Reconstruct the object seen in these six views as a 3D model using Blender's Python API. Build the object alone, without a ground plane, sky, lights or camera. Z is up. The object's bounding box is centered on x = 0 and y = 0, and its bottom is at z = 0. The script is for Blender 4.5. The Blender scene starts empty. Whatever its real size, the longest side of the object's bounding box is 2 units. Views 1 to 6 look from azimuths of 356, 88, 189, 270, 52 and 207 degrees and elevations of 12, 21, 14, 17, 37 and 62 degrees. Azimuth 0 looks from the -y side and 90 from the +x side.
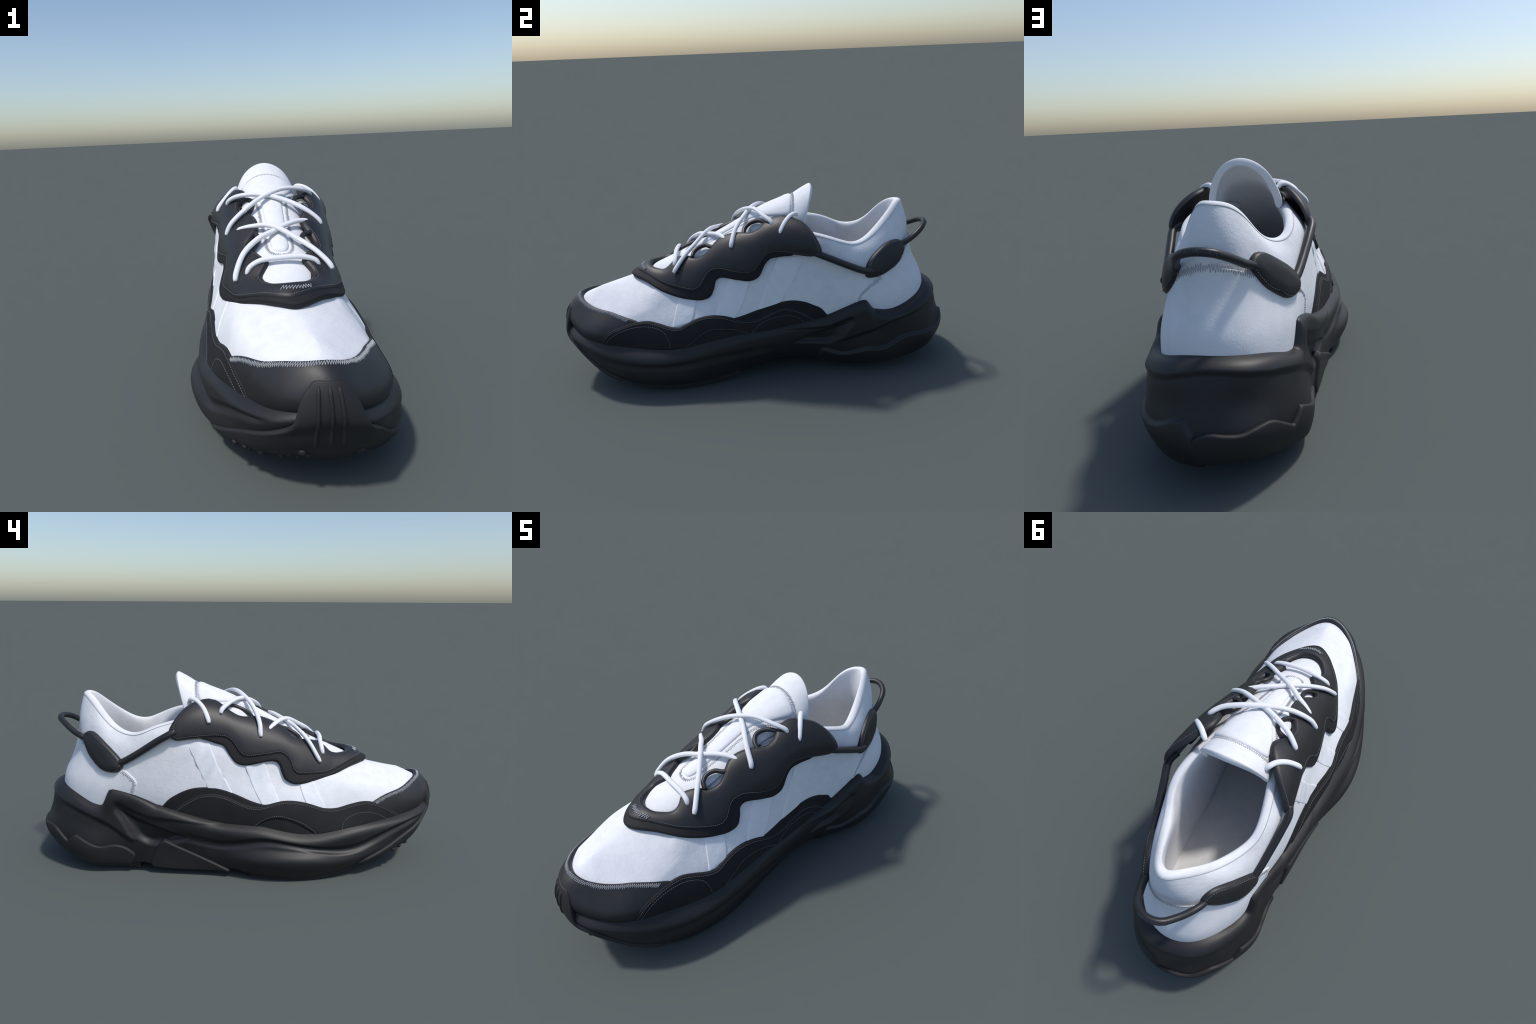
import bpy, bmesh, math, random
import numpy as np
from mathutils import Vector
from mathutils.geometry import delaunay_2d_cdt

random.seed(7)
rng = np.random.default_rng(7)

# ------------------------------------------------------------------ splines
def _solve_m(h, d, periodic):
    n = len(d)
    A = np.zeros((n, n)); b = np.zeros((n,) + d.shape[1:])
    if periodic:
        for i in range(n):
            A[i, (i - 1) % n] += 1; A[i, i] += 4; A[i, (i + 1) % n] += 1
            b[i] = 6 * (d[(i + 1) % n] - 2 * d[i] + d[(i - 1) % n])
    else:
        A[0, 0] = 1; A[-1, -1] = 1
        for i in range(1, n - 1):
            A[i, i - 1] = 1; A[i, i] = 4; A[i, i + 1] = 1
            b[i] = 6 * (d[i + 1] - 2 * d[i] + d[i - 1])
    return np.linalg.solve(A, b.reshape(n, -1)).reshape(b.shape)

def spline(ctrl, t, periodic=False):
    """uniform cubic spline through ctrl (axis 0) at parameters t (in index units)"""
    ctrl = np.asarray(ctrl, float); n = len(ctrl)
    m = _solve_m(1.0, ctrl, periodic)
    t = np.asarray(t, float)
    if periodic:
        t = np.mod(t, n); i = np.minimum(t.astype(int), n - 1); j = (i + 1) % n
    else:
        t = np.clip(t, 0, n - 1); i = np.minimum(t.astype(int), n - 2); j = i + 1
    f = (t - i).reshape((-1,) + (1,) * (ctrl.ndim - 1)); g = 1 - f
    return g * ctrl[i] + f * ctrl[j] + ((g ** 3 - g) * m[i] + (f ** 3 - f) * m[j]) / 6

def smooth_path(pts, step, closed=False):
    """resample a path: centripetal Catmull-Rom through pts, even spacing; repeated points make corners"""
    P = np.asarray(pts, float); n = len(P); out = []
    segs = n if closed else n - 1
    for k in range(segs):
        p1 = P[k]; p2 = P[(k + 1) % n]
        L = np.linalg.norm(p2 - p1)
        if L < 1e-7: continue
        p0 = P[(k - 1) % n] if (closed or k > 0) else 2 * p1 - p2
        p3 = P[(k + 2) % n] if (closed or k < n - 2) else 2 * p2 - p1
        if np.linalg.norm(p0 - p1) < 1e-7: p0 = 2 * p1 - p2
        if np.linalg.norm(p3 - p2) < 1e-7: p3 = 2 * p2 - p1
        a0 = max(np.linalg.norm(p1 - p0), 1e-6) ** .5; a1 = L ** .5; a2 = max(np.linalg.norm(p3 - p2), 1e-6) ** .5
        m1 = (p2 - p1) + a1 * ((p1 - p0) / a0 - (p2 - p0) / (a0 + a1))
        m2 = (p2 - p1) + a1 * ((p3 - p2) / a2 - (p3 - p1) / (a1 + a2))
        q = max(2, int(math.ceil(L / step)))
        s = (np.arange(q) / q)[:, None]
        out.append((2 * s ** 3 - 3 * s ** 2 + 1) * p1 + (s ** 3 - 2 * s ** 2 + s) * m1 + (-2 * s ** 3 + 3 * s ** 2) * p2 + (s ** 3 - s ** 2) * m2)
    R = np.concatenate(out)
    if not closed: R = np.vstack([R, P[-1]])
    return R

class Surf:
    """tensor-product spline surface: grid[station][level] of 3D points"""
    def __init__(self, grid, periodic=True, su=.16, sv=.1):
        self.g = np.array(grid, float); self.per = periodic
        self.nu, self.nv = self.g.shape[:2]
        self.su, self.sv = su, sv           # metres per chart unit: makes the chart roughly isotropic
        self.extra = None
    def pos(self, u, v):
        u = np.atleast_1d(np.asarray(u, float)); v = np.atleast_1d(np.asarray(v, float))
        A = spline(self.g, u, self.per)                       # (N, nv, 3)
        m = np.stack([_solve_m(1.0, A[k], False) for k in range(len(A))]) if len(A) < 40 else self._mv(A)
        v = np.clip(v, 0, self.nv - 1); i = np.minimum(v.astype(int), self.nv - 2); k = np.arange(len(u))
        f = (v - i)[:, None]; g = 1 - f
        return g * A[k, i] + f * A[k, i + 1] + ((g ** 3 - g) * m[k, i] + (f ** 3 - f) * m[k, i + 1]) / 6
    def _mv(self, A):
        B = np.moveaxis(A, 1, 0)
        return np.moveaxis(_solve_m(1.0, B, False), 0, 1)
    def frame(self, u, v):
        u = np.atleast_1d(np.asarray(u, float)); v = np.atleast_1d(np.asarray(v, float)); e = 2e-3
        v0 = np.clip(v, e, self.nv - 1 - e)
        if not self.per: u0 = np.clip(u, e, self.nu - 1 - e)
        else: u0 = u
        du = self.pos(u0 + e, v) - self.pos(u0 - e, v)
        dv = self.pos(u, v0 + e) - self.pos(u, v0 - e)
        n = np.cross(du, dv); n /= np.linalg.norm(n, axis=1)[:, None] + 1e-12
        return self.pos(u, v), n
    def at(self, uv, h=0.0):
        uv = np.asarray(uv, float); p, n = self.frame(uv[:, 0], uv[:, 1])
        return p + n * np.reshape(h, (-1, 1)) if np.ndim(h) else p + n * h

# ------------------------------------------------------------------ mesh helpers
def add_mesh(name, verts, faces, mat, parent=None, smooth=True, kind=None):
    me = bpy.data.meshes.new(name)
    me.from_pydata([tuple(map(float, v)) for v in verts], [], [tuple(map(int, f)) for f in faces])
    me.validate(); me.update()
    if smooth: me.polygons.foreach_set('use_smooth', [True] * len(me.polygons))
    me.materials.append(mat)
    ob = bpy.data.objects.new(name, me)
    bpy.context.scene.collection.objects.link(ob)
    if parent is not None: ob.parent = parent
    if kind: ob['kind'] = kind
    return ob

def fix_normals(ob):
    bm = bmesh.new(); bm.from_mesh(ob.data)
    bmesh.ops.remove_doubles(bm, verts=bm.verts, dist=1e-5)
    bmesh.ops.recalc_face_normals(bm, faces=bm.faces)
    bm.to_mesh(ob.data); bm.free(); return ob

def grid_faces(nu, nv, closed_u=False, off=0):
    F = []
    for i in range(nu if closed_u else nu - 1):
        a = i * nv; b = ((i + 1) % nu) * nv
        for j in range(nv - 1): F.append((off + a + j, off + b + j, off + b + j + 1, off + a + j + 1))
    return F

def tube(path, radius, sides=10, closed=False, flat=1.0, up=None, caps=True):
    """sweep a round / flattened profile along a 3D path; radius may vary; returns verts, faces"""
    P = np.asarray(path, float); n = len(P)
    r = np.broadcast_to(np.asarray(radius, float), (n,)).copy()
    T = np.roll(P, -1, 0) - np.roll(P, 1, 0) if closed else np.gradient(P, axis=0)
    T /= np.linalg.norm(T, axis=1)[:, None] + 1e-12
    V = []; N = np.array(up if up is not None else (0, 0, 1.0), float)
    for k in range(n):
        if up is None and k: N = N - T[k] * (N @ T[k])
        else:
            N = np.array(up, float) if up is not None else N
            N = N - T[k] * (N @ T[k])
            if np.linalg.norm(N) < 1e-4: N = np.cross(T[k], (1, 0, 0))
        N = N / np.linalg.norm(N); B = np.cross(T[k], N)
        for s in range(sides):
            a = 2 * math.pi * s / sides
            V.append(P[k] + r[k] * (math.cos(a) * B + math.sin(a) * N * flat))
    F = []
    for k in range(n if closed else n - 1):
        for s in range(sides):
            a = k * sides + s; b = k * sides + (s + 1) % sides; k2 = (k + 1) % n
            F.append((a, b, k2 * sides + (s + 1) % sides, k2 * sides + s))
    if caps and not closed:
        V.append(P[0]); V.append(P[-1]); c0 = n * sides; c1 = c0 + 1
        for s in range(sides):
            F.append((c0, (s + 1) % sides, s)); F.append((c1, (n - 1) * sides + s, (n - 1) * sides + (s + 1) % sides))
    return np.array(V), F

def join(parts):
    V = []; F = []; o = 0
    for v, f in parts:
        V.append(v); F += [tuple(i + o for i in q) for q in f]; o += len(v)
    return np.concatenate(V), F

def seg_dist(Q, poly, closed=True):
    """distance of points Q to a polyline (2D or 3D)"""
    A = np.asarray(poly, float); B = np.roll(A, -1, 0)
    if not closed: A, B = A[:-1], B[:-1]
    d = np.full(len(Q), 1e9)
    for a, b in zip(A, B):
        v = b - a; L = v @ v + 1e-15
        s = np.clip((Q - a) @ v / L, 0, 1)
        d = np.minimum(d, np.linalg.norm(Q - (a + s[:, None] * v), axis=1))
    return d

def inside(Q, poly):
    A = np.asarray(poly, float); B = np.roll(A, -1, 0); c = np.zeros(len(Q), bool)
    for a, b in zip(A, B):
        hit = ((a[1] > Q[:, 1]) != (b[1] > Q[:, 1]))
        x = (b[0] - a[0]) * (Q[:, 1] - a[1]) / ((b[1] - a[1]) if abs(b[1] - a[1]) > 1e-12 else 1e-12) + a[0]
        c ^= hit & (Q[:, 0] < x)
    return c

def sstep(x): x = np.clip(x, 0, 1); return x * x * (3 - 2 * x)

def panel(name, surf, outline, mat, parent, thick=.01, round_=.012, lift=0.0, step=.007, grid=.012, puff=None, base=-.006, kind=None, holes=(), lift_fn=None):
    """a sheet of real thickness cut to an outline drawn in the chart of a surface, edges rounded over"""
    S = np.array([surf.su, surf.sv])
    loops = [smooth_path(np.asarray(o, float) * S, step, True) for o in (outline,) + tuple(holes)]
    if True:   # orientation
        def area(l): return .5 * np.sum(l[:, 0] * np.roll(l[:, 1], -1) - l[:, 1] * np.roll(l[:, 0], -1))
        loops = [l if (area(l) > 0) == (k == 0) else l[::-1] for k, l in enumerate(loops)]
    pts = [l for l in loops]; edges = []; o = 0
    for l in loops:
        n = len(l); edges += [(o + i, o + (i + 1) % n) for i in range(n)]; o += n
    nb = o
    allb = loops
    def bd(Q):
        d = np.full(len(Q), 1e9)
        for l in allb: d = np.minimum(d, seg_dist(Q, l))
        return d
    def ins(Q):
        c = inside(Q, loops[0])
        for h in loops[1:]: c &= ~inside(Q, h)
        return c
    for fr in (.12, .4, .75, 1.15):
        dd = fr * round_
        for l in loops:
            t = np.roll(l, -1, 0) - np.roll(l, 1, 0); t /= np.linalg.norm(t, axis=1)[:, None] + 1e-12
            q = l + dd * np.stack([-t[:, 1], t[:, 0]], 1)
            ok = ins(q) & (bd(q) > .93 * dd); pts.append(q[ok])
    lo = loops[0].min(0); hi = loops[0].max(0)
    gx, gy = np.meshgrid(np.arange(lo[0], hi[0], grid), np.arange(lo[1], hi[1], grid), indexing='ij')
    q = np.stack([gx.ravel(), gy.ravel()], 1); q = q[ins(q)]; q = q[bd(q) > 1.15 * round_ + .4 * grid]; pts.append(q)
    allp = np.concatenate(pts)
    vo, _, fo, *_ = delaunay_2d_cdt([Vector(p) for p in allp], edges, [], 0, 1e-6)
    vo = np.array([tuple(p) for p in vo]); fo = [f for f in fo]
    cen = np.array([vo[list(f)].mean(0) for f in fo]); keep = ins(cen)
    fo = [tuple(f) for f, k in zip(fo, keep) if k]
    d = bd(vo)
    x = np.clip(d / round_, 0, 1); h = thick * np.sqrt(np.clip(1 - (1 - x) ** 2, 0, 1))
    if puff is not None: h = h + puff[0] * sstep(d / puff[1])
    uv = vo / S
    p, nrm = surf.frame(uv[:, 0], uv[:, 1])
    lf = lift + (lift_fn(p) if lift_fn is not None else 0.0)
    lf = np.broadcast_to(lf, (len(p),))
    top = p + nrm * (h + lf)[:, None]
    bot = p + nrm * (base + lf)[:, None]
    n = len(vo)
    faces = [f for f in fo] + [tuple(n + i for i in f[::-1]) for f in fo]
    cnt = {}
    for f in fo:
        for a, b in zip(f, f[1:] + f[:1]): cnt[(a, b)] = 1
    for (a, b) in list(cnt):
        if (b, a) not in cnt: faces.append((a, n + a, n + b, b))
    ob = add_mesh(name, np.vstack([top, bot]), faces, mat, parent, kind=kind)
    bm = bmesh.new(); bm.from_mesh(ob.data); bmesh.ops.recalc_face_normals(bm, faces=bm.faces)
    for e in bm.edges:
        if len(e.link_faces) == 2 and e.calc_face_angle(0) > 1.1: e.smooth = False
    bm.to_mesh(ob.data); bm.free()
    return ob

# ------------------------------------------------------------------ materials
def material(name, color, rough=.5, spec=.5, grain=None, var=None, sheen=0.0, coat=0.0, soft=None):
    m = bpy.data.materials.new(name); m.use_nodes = True
    nt = m.node_tree; b = nt.nodes['Principled BSDF']
    b.inputs['Base Color'].default_value = (*color, 1); b.inputs['Roughness'].default_value = rough
    b.inputs['Specular IOR Level'].default_value = spec
    if sheen: b.inputs['Sheen Weight'].default_value = sheen
    if coat: b.inputs['Coat Weight'].default_value = coat
    tc = nt.nodes.new('ShaderNodeTexCoord')
    if var:      # (scale, other colour, lo, hi)
        n = nt.nodes.new('ShaderNodeTexNoise'); n.inputs['Scale'].default_value = var[0]; n.inputs['Detail'].default_value = 5
        nt.links.new(tc.outputs['Object'], n.inputs['Vector'])
        r = nt.nodes.new('ShaderNodeValToRGB'); r.color_ramp.elements[0].position = var[2]; r.color_ramp.elements[1].position = var[3]
        r.color_ramp.elements[0].color = (*var[1], 1); r.color_ramp.elements[1].color = (*color, 1)
        nt.links.new(n.outputs['Fac'], r.inputs['Fac']); nt.links.new(r.outputs['Color'], b.inputs['Base Color'])
    lump = None
    if soft:     # (scale, strength, distance) of a coarser bump below the grain
        n = nt.nodes.new('ShaderNodeTexNoise'); n.inputs['Scale'].default_value = soft[0]; n.inputs['Detail'].default_value = 2
        nt.links.new(tc.outputs['Object'], n.inputs['Vector'])
        lump = nt.nodes.new('ShaderNodeBump'); lump.inputs['Strength'].default_value = soft[1]; lump.inputs['Distance'].default_value = soft[2]
        nt.links.new(n.outputs['Fac'], lump.inputs['Height'])
    if grain:    # (scale, strength, distance)
        n = nt.nodes.new('ShaderNodeTexNoise'); n.inputs['Scale'].default_value = grain[0]; n.inputs['Detail'].default_value = 3
        nt.links.new(tc.outputs['Object'], n.inputs['Vector'])
        bp = nt.nodes.new('ShaderNodeBump'); bp.inputs['Strength'].default_value = grain[1]; bp.inputs['Distance'].default_value = grain[2]
        nt.links.new(n.outputs['Fac'], bp.inputs['Height'])
        if lump: nt.links.new(lump.outputs['Normal'], bp.inputs['Normal'])
        nt.links.new(bp.outputs['Normal'], b.inputs['Normal'])
    return m

M_SOLE = material('black_rubber', (.016, .016, .017), .5, .45, grain=(300, .08, .002), var=(9, (.0125, .0125, .0135), .35, .65))
M_OUT = material('black_outsole', (.018, .018, .019), .6, .4, grain=(260, .1, .002))
M_BLACK = material('black_leather', (.019, .019, .021), .48, .5, grain=(420, .12, .0015), var=(14, (.0145, .0145, .016), .35, .65))
M_SUEDE = material('black_nubuck', (.017, .0175, .019), .72, .3, grain=(500, .2, .0015), var=(20, (.013, .013, .0145), .3, .7))
M_WHITE = material('white_knit', (.80, .81, .84), .75, .3, grain=(160, .25, .003), var=(22, (.74, .755, .79), .3, .6), soft=(55, .16, .006))
M_HEEL = material('white_ribbed_knit', (.80, .81, .84), .75, .3, grain=(120, .2, .003), var=(22, (.75, .765, .80), .3, .6))
M_LINING = material('white_lining', (.80, .81, .83), .8, .25, grain=(220, .2, .002), var=(30, (.75, .765, .79), .3, .6))
M_INSOLE = material('insole_cloth', (.62, .62, .61), .85, .2, grain=(300, .2, .002), var=(25, (.56, .56, .56), .3, .7))
M_LACE = material('white_lace', (.80, .81, .84), .65, .3, grain=(400, .3, .002))
M_TAPE = material('white_stripe', (.80, .82, .86), .45, .5, grain=(18, .35, .01))
M_THREAD = material('grey_thread', (.42, .43, .45), .7, .3)
M_THREAD_D = material('dark_thread', (.16, .165, .175), .7, .3)
M_THREAD_W = material('white_thread', (.40, .42, .45), .7, .3)
M_PRINT = material('faded_print', (.06, .06, .065), .6, .3)
M_CORD = material('black_cord', (.018, .018, .02), .42, .5, grain=(500, .15, .0015))

root = bpy.data.objects.new('sneaker', None)
bpy.context.scene.collection.objects.link(root)
root['label'] = 'black and white chunky running sneaker with laces'
root['category'] = 'shoe'

# ------------------------------------------------------------------ sole form
# stations run round the shoe: toe -> lateral (+x) side -> heel -> medial side
# levels: bottom edge, lower bulge, groove, roll, lip where the upper starts
SOLE = [
 [(0.06,-0.855,0.1),(0.06,-0.935,0.19),(0.06,-0.96,0.26),(0.06,-0.976,0.295),(0.06,-0.955,0.318)],
 [(0.155,-0.838,0.098),(0.165,-0.912,0.17),(0.17,-0.945,0.235),(0.165,-0.96,0.27),(0.15,-0.932,0.297)],
 [(0.245,-0.78,0.078),(0.255,-0.84,0.15),(0.255,-0.875,0.215),(0.245,-0.888,0.25),(0.222,-0.868,0.282)],
 [(.31,-.70,.07),(.33,-.745,.13),(.33,-.765,.19),(.315,-.772,.235),(.285,-.765,.271)],
 [(0.355,-0.58,0.06),(0.372,-0.59,0.11),(0.376,-0.59,0.165),(0.37,-0.59,0.205),(0.325,-0.59,0.247)],
 [(0.355,-0.38,0.044),(0.372,-0.38,0.1),(0.376,-0.38,0.155),(0.374,-0.38,0.2),(0.34,-0.38,0.24)],
 [(0.31,-0.15,0.062),(0.33,-0.15,0.12),(0.345,-0.15,0.18),(0.345,-0.15,0.24),(0.322,-0.15,0.274)],
 [(0.265,0.1,0.108),(0.288,0.1,0.15),(0.305,0.1,0.2),(0.31,0.1,0.265),(0.29,0.1,0.297)],
 [(0.243,0.33,0.075),(0.274,0.33,0.14),(0.29,0.33,0.22),(0.295,0.33,0.295),(0.27,0.33,0.322)],
 [(0.276,0.53,0.068),(0.298,0.53,0.14),(0.294,0.53,0.24),(0.286,0.53,0.325),(0.255,0.53,0.345)],
 [(0.262,0.68,0.07),(0.272,0.69,0.15),(0.272,0.69,0.25),(0.268,0.68,0.31),(0.232,0.66,0.322)],
 [(0.22,0.82,0.09),(0.238,0.843,0.175),(0.23,0.842,0.255),(0.212,0.82,0.34),(0.178,0.785,0.352)],
 [(0.122,0.92,0.09),(0.134,0.953,0.188),(0.12,0.938,0.275),(0.112,0.918,0.358),(0.095,0.868,0.385)],
 [(0,0.952,0.097),(0,0.988,0.188),(0,0.962,0.285),(0,0.936,0.37),(0,0.892,0.395)],
 [(-0.13,0.897,0.09),(-0.134,0.946,0.185),(-0.127,0.918,0.27),(-0.12,0.898,0.358),(-0.1,0.855,0.385)],
 [(-0.218,0.805,0.075),(-0.228,0.825,0.16),(-0.217,0.812,0.255),(-0.2,0.792,0.34),(-0.172,0.765,0.355)],
 [(-0.255,0.69,0.05),(-0.272,0.7,0.14),(-0.252,0.69,0.23),(-0.24,0.672,0.305),(-0.212,0.66,0.322)],
 [(-0.25,0.55,0.045),(-0.262,0.55,0.14),(-0.257,0.54,0.23),(-0.246,0.535,0.32),(-0.235,0.53,0.345)],
 [(-0.266,0.35,0.025),(-0.272,0.35,0.13),(-0.282,0.35,0.22),(-0.285,0.35,0.305),(-0.262,0.35,0.333)],
 [(-0.285,0.1,0.028),(-0.3,0.1,0.11),(-0.305,0.1,0.175),(-0.315,0.1,0.245),(-0.275,0.1,0.28)],
 [(-0.324,-0.1,0.022),(-0.362,-0.1,0.11),(-0.335,-0.1,0.165),(-0.335,-0.1,0.225),(-0.295,-0.1,0.265)],
 [(-0.338,-0.3,0.018),(-0.376,-0.3,0.112),(-0.345,-0.3,0.155),(-0.34,-0.3,0.195),(-0.303,-0.3,0.229)],
 [(-0.3,-0.49,0.042),(-0.335,-0.49,0.1),(-0.315,-0.49,0.155),(-0.315,-0.49,0.21),(-0.282,-0.49,0.247)],
 [(-0.258,-0.62,0.08),(-0.28,-0.64,0.12),(-0.272,-0.64,0.175),(-0.27,-0.64,0.235),(-0.238,-0.63,0.265)],
 [(-0.195,-0.742,0.107),(-0.205,-0.77,0.14),(-0.2,-0.795,0.2),(-0.2,-0.8,0.25),(-0.165,-0.785,0.277)],
 [(-0.095,-0.815,0.11),(-0.1,-0.882,0.165),(-0.095,-0.915,0.23),(-0.095,-0.93,0.27),(-0.075,-0.905,0.297)],
]
sole = Surf(SOLE, True, su=.16, sv=.075)

# ------------------------------------------------------------------ upper form
UPPER = [
 [(0.06,-0.955,0.29),(0.058,-0.968,0.345),(0.055,-0.945,0.398),(0.05,-0.89,0.436),(0.045,-0.8,0.468)],
 [(0.145,-0.925,0.28),(0.148,-0.938,0.33),(0.13,-0.905,0.385),(0.105,-0.865,0.424),(0.045,-0.76,0.48)],
 [(0.22,-0.865,0.265),(0.224,-0.868,0.315),(0.19,-0.84,0.37),(0.138,-0.8,0.425),(0.04,-0.71,0.493)],
 [(0.28,-0.765,0.255),(0.286,-0.762,0.31),(0.243,-0.74,0.368),(0.165,-0.71,0.432),(0.03,-0.65,0.507)],
 [(0.318,-0.59,0.235),(0.3,-0.59,0.31),(0.262,-0.59,0.378),(0.176,-0.585,0.462),(0.02,-0.55,0.54)],
 [(.335,-.38,.23),(.305,-.38,.345),(.235,-.37,.45),(.165,-.36,.55),(.05,-.36,.61)],
 [(0.315,-0.15,0.26),(0.295,-0.15,0.37),(0.255,-0.15,0.48),(0.2,-0.15,0.6),(0.1,-0.15,0.68)],
 [(0.285,0.1,0.28),(0.28,0.1,0.4),(0.262,0.1,0.52),(0.235,0.1,0.64),(0.15,0.1,0.745)],
 [(0.262,0.33,0.3),(0.268,0.33,0.42),(0.258,0.33,0.55),(0.242,0.33,0.66),(0.216,0.335,0.725)],
 [(0.258,0.5,0.33),(0.256,0.5,0.43),(0.24,0.49,0.53),(0.226,0.487,0.62),(0.195,0.482,0.673)],
 [(0.232,0.65,0.325),(0.228,0.65,0.42),(0.198,0.645,0.53),(0.175,0.628,0.64),(0.145,0.595,0.706)],
 [(0.182,0.785,0.34),(0.178,0.77,0.44),(0.152,0.735,0.55),(0.121,0.713,0.685),(0.085,0.694,0.786)],
 [(0.1,0.86,0.375),(0.1,0.84,0.46),(0.085,0.79,0.58),(0.067,0.774,0.722),(0.042,0.742,0.831)],
 [(0,0.888,0.385),(0,0.865,0.47),(0,0.812,0.585),(0,0.785,0.735),(0,0.757,0.836)],
 [(-0.1,0.852,0.375),(-0.1,0.83,0.46),(-0.088,0.775,0.58),(-0.071,0.757,0.718),(-0.048,0.729,0.823)],
 [(-0.172,0.762,0.345),(-0.168,0.745,0.44),(-0.148,0.705,0.55),(-0.125,0.684,0.683),(-0.092,0.677,0.775)],
 [(-0.212,0.655,0.315),(-0.212,0.65,0.42),(-0.195,0.63,0.52),(-0.175,0.605,0.63),(-0.136,0.592,0.694)],
 [(-0.23,0.51,0.33),(-0.238,0.51,0.43),(-0.23,0.5,0.53),(-0.216,0.48,0.615),(-0.19,0.475,0.671)],
 [(-0.252,0.33,0.31),(-0.26,0.33,0.42),(-0.25,0.33,0.55),(-0.235,0.33,0.66),(-0.198,0.345,0.718)],
 [(-0.268,0.1,0.26),(-0.268,0.1,0.4),(-0.25,0.1,0.52),(-0.22,0.1,0.64),(-0.14,0.1,0.745)],
 [(-0.29,-0.12,0.25),(-0.28,-0.12,0.36),(-0.235,-0.12,0.48),(-0.19,-0.12,0.6),(-0.09,-0.12,0.69)],
 [(-.298,-.31,.215),(-.268,-.32,.355),(-.215,-.32,.455),(-.155,-.33,.55),(-.05,-.34,.62)],
 [(-0.275,-0.5,0.235),(-0.24,-0.5,0.345),(-0.2,-0.5,0.435),(-0.12,-0.5,0.5),(-0.02,-0.52,0.56)],
 [(-0.232,-0.63,0.25),(-0.215,-0.635,0.345),(-0.175,-0.635,0.425),(-0.09,-0.63,0.48),(0.01,-0.63,0.515)],
 [(-0.16,-0.78,0.262),(-0.155,-0.78,0.33),(-0.125,-0.77,0.4),(-0.062,-0.735,0.456),(0.02,-0.69,0.494)],
 [(-0.072,-0.897,0.28),(-0.075,-0.912,0.335),(-0.055,-0.88,0.401),(-0.012,-0.845,0.441),(0.035,-0.75,0.48)],
]
upper = Surf(UPPER, True, su=.16, sv=.11)

# eyestay form: sections along y, each from the lateral low edge over the top to the medial low edge
def _sec(y, *xz): return [(x, y, z) for x, z in xz]
EYE = [
 _sec(-.66, (.27,.36),(.20,.425),(.11,.478),(.01,.505),(-.09,.477),(-.163,.418),(-.213,.35)),
 _sec(-.52, (.285,.37),(.225,.45),(.12,.53),(0,.565),(-.11,.514),(-.19,.428),(-.24,.35)),
 _sec(-.39, (.295,.36),(.23,.485),(.128,.597),(0,.622),(-.125,.583),(-.205,.465),(-.262,.36)),
 _sec(-.20, (.29,.40),(.245,.54),(.155,.68),(0,.715),(-.15,.665),(-.23,.53),(-.275,.40)),
 _sec( .00, (.285,.45),(.262,.615),(.184,.763),(0,.80),(-.163,.745),(-.235,.60),(-.265,.45)),
 _sec( .15, (.275,.52),(.270,.672),(.208,.802),(0,.86),(-.183,.79),(-.241,.66),(-.26,.52)),
 _sec( .33, (.30,.60),(.310,.69),(.240,.80),(0,.90),(-.20,.80),(-.262,.695),(-.27,.60)),
]
eye = Surf(EYE, False, su=.165, sv=.12)

# ================================================================== BUILD
PROBE = globals().get('PROBE', False)

def inward(p, k=.55):
    """horizontal unit direction from a wall point to the middle of the shoe"""
    c = np.stack([np.zeros(len(p)), np.clip(p[:, 1], -.75, k), np.zeros(len(p))], 1)
    d = c - p; d[:, 2] = 0
    return d / (np.linalg.norm(d, axis=1)[:, None] + 1e-9)

def build_sole():
    NU, NV = 26 * 26, 4 * 22
    us = np.arange(NU) * 26.0 / NU; vs = np.linspace(0, 4, NV + 1)
    uu, vv = np.meshgrid(us, vs, indexing='ij')
    P, N = sole.frame(uu.ravel(), vv.ravel())
    h = sole_relief(np.stack([uu.ravel(), vv.ravel()], 1), P)
    P = sole_warp(P + N * h[:, None], vv.ravel())
    P = P.reshape(NU, NV + 1, 3)
    lip = P[:, -1]; inl = inward(lip)
    edge = P[:, 0]; ine = inward(edge, .6)
    below = []
    for k, (din, dz) in enumerate([(.02, -.012), (.05, -.02), (.10, -.022)]):
        q = edge + ine * din; q[:, 2] = np.maximum(edge[:, 2] + dz, .004); below.append(q)
    q = below[-1].copy(); q[:, 0] = .12 * q[:, 0]; q[:, 1] *= .8; q[:, 2] = np.maximum(q[:, 2] + .004, .012); below.append(q)
    above = [lip + inl * .02 + np.array([0, 0, .004]), lip + inl * .06 - np.array([0, 0, .03])]
    rings = below[::-1] + [P[:, j] for j in range(NV + 1)] + above
    V = np.stack(rings, 1); n = V.shape[1]
    ob = add_mesh('midsole', V.reshape(-1, 3), grid_faces(NU, n, True), M_SOLE, root)
    return ob

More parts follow.
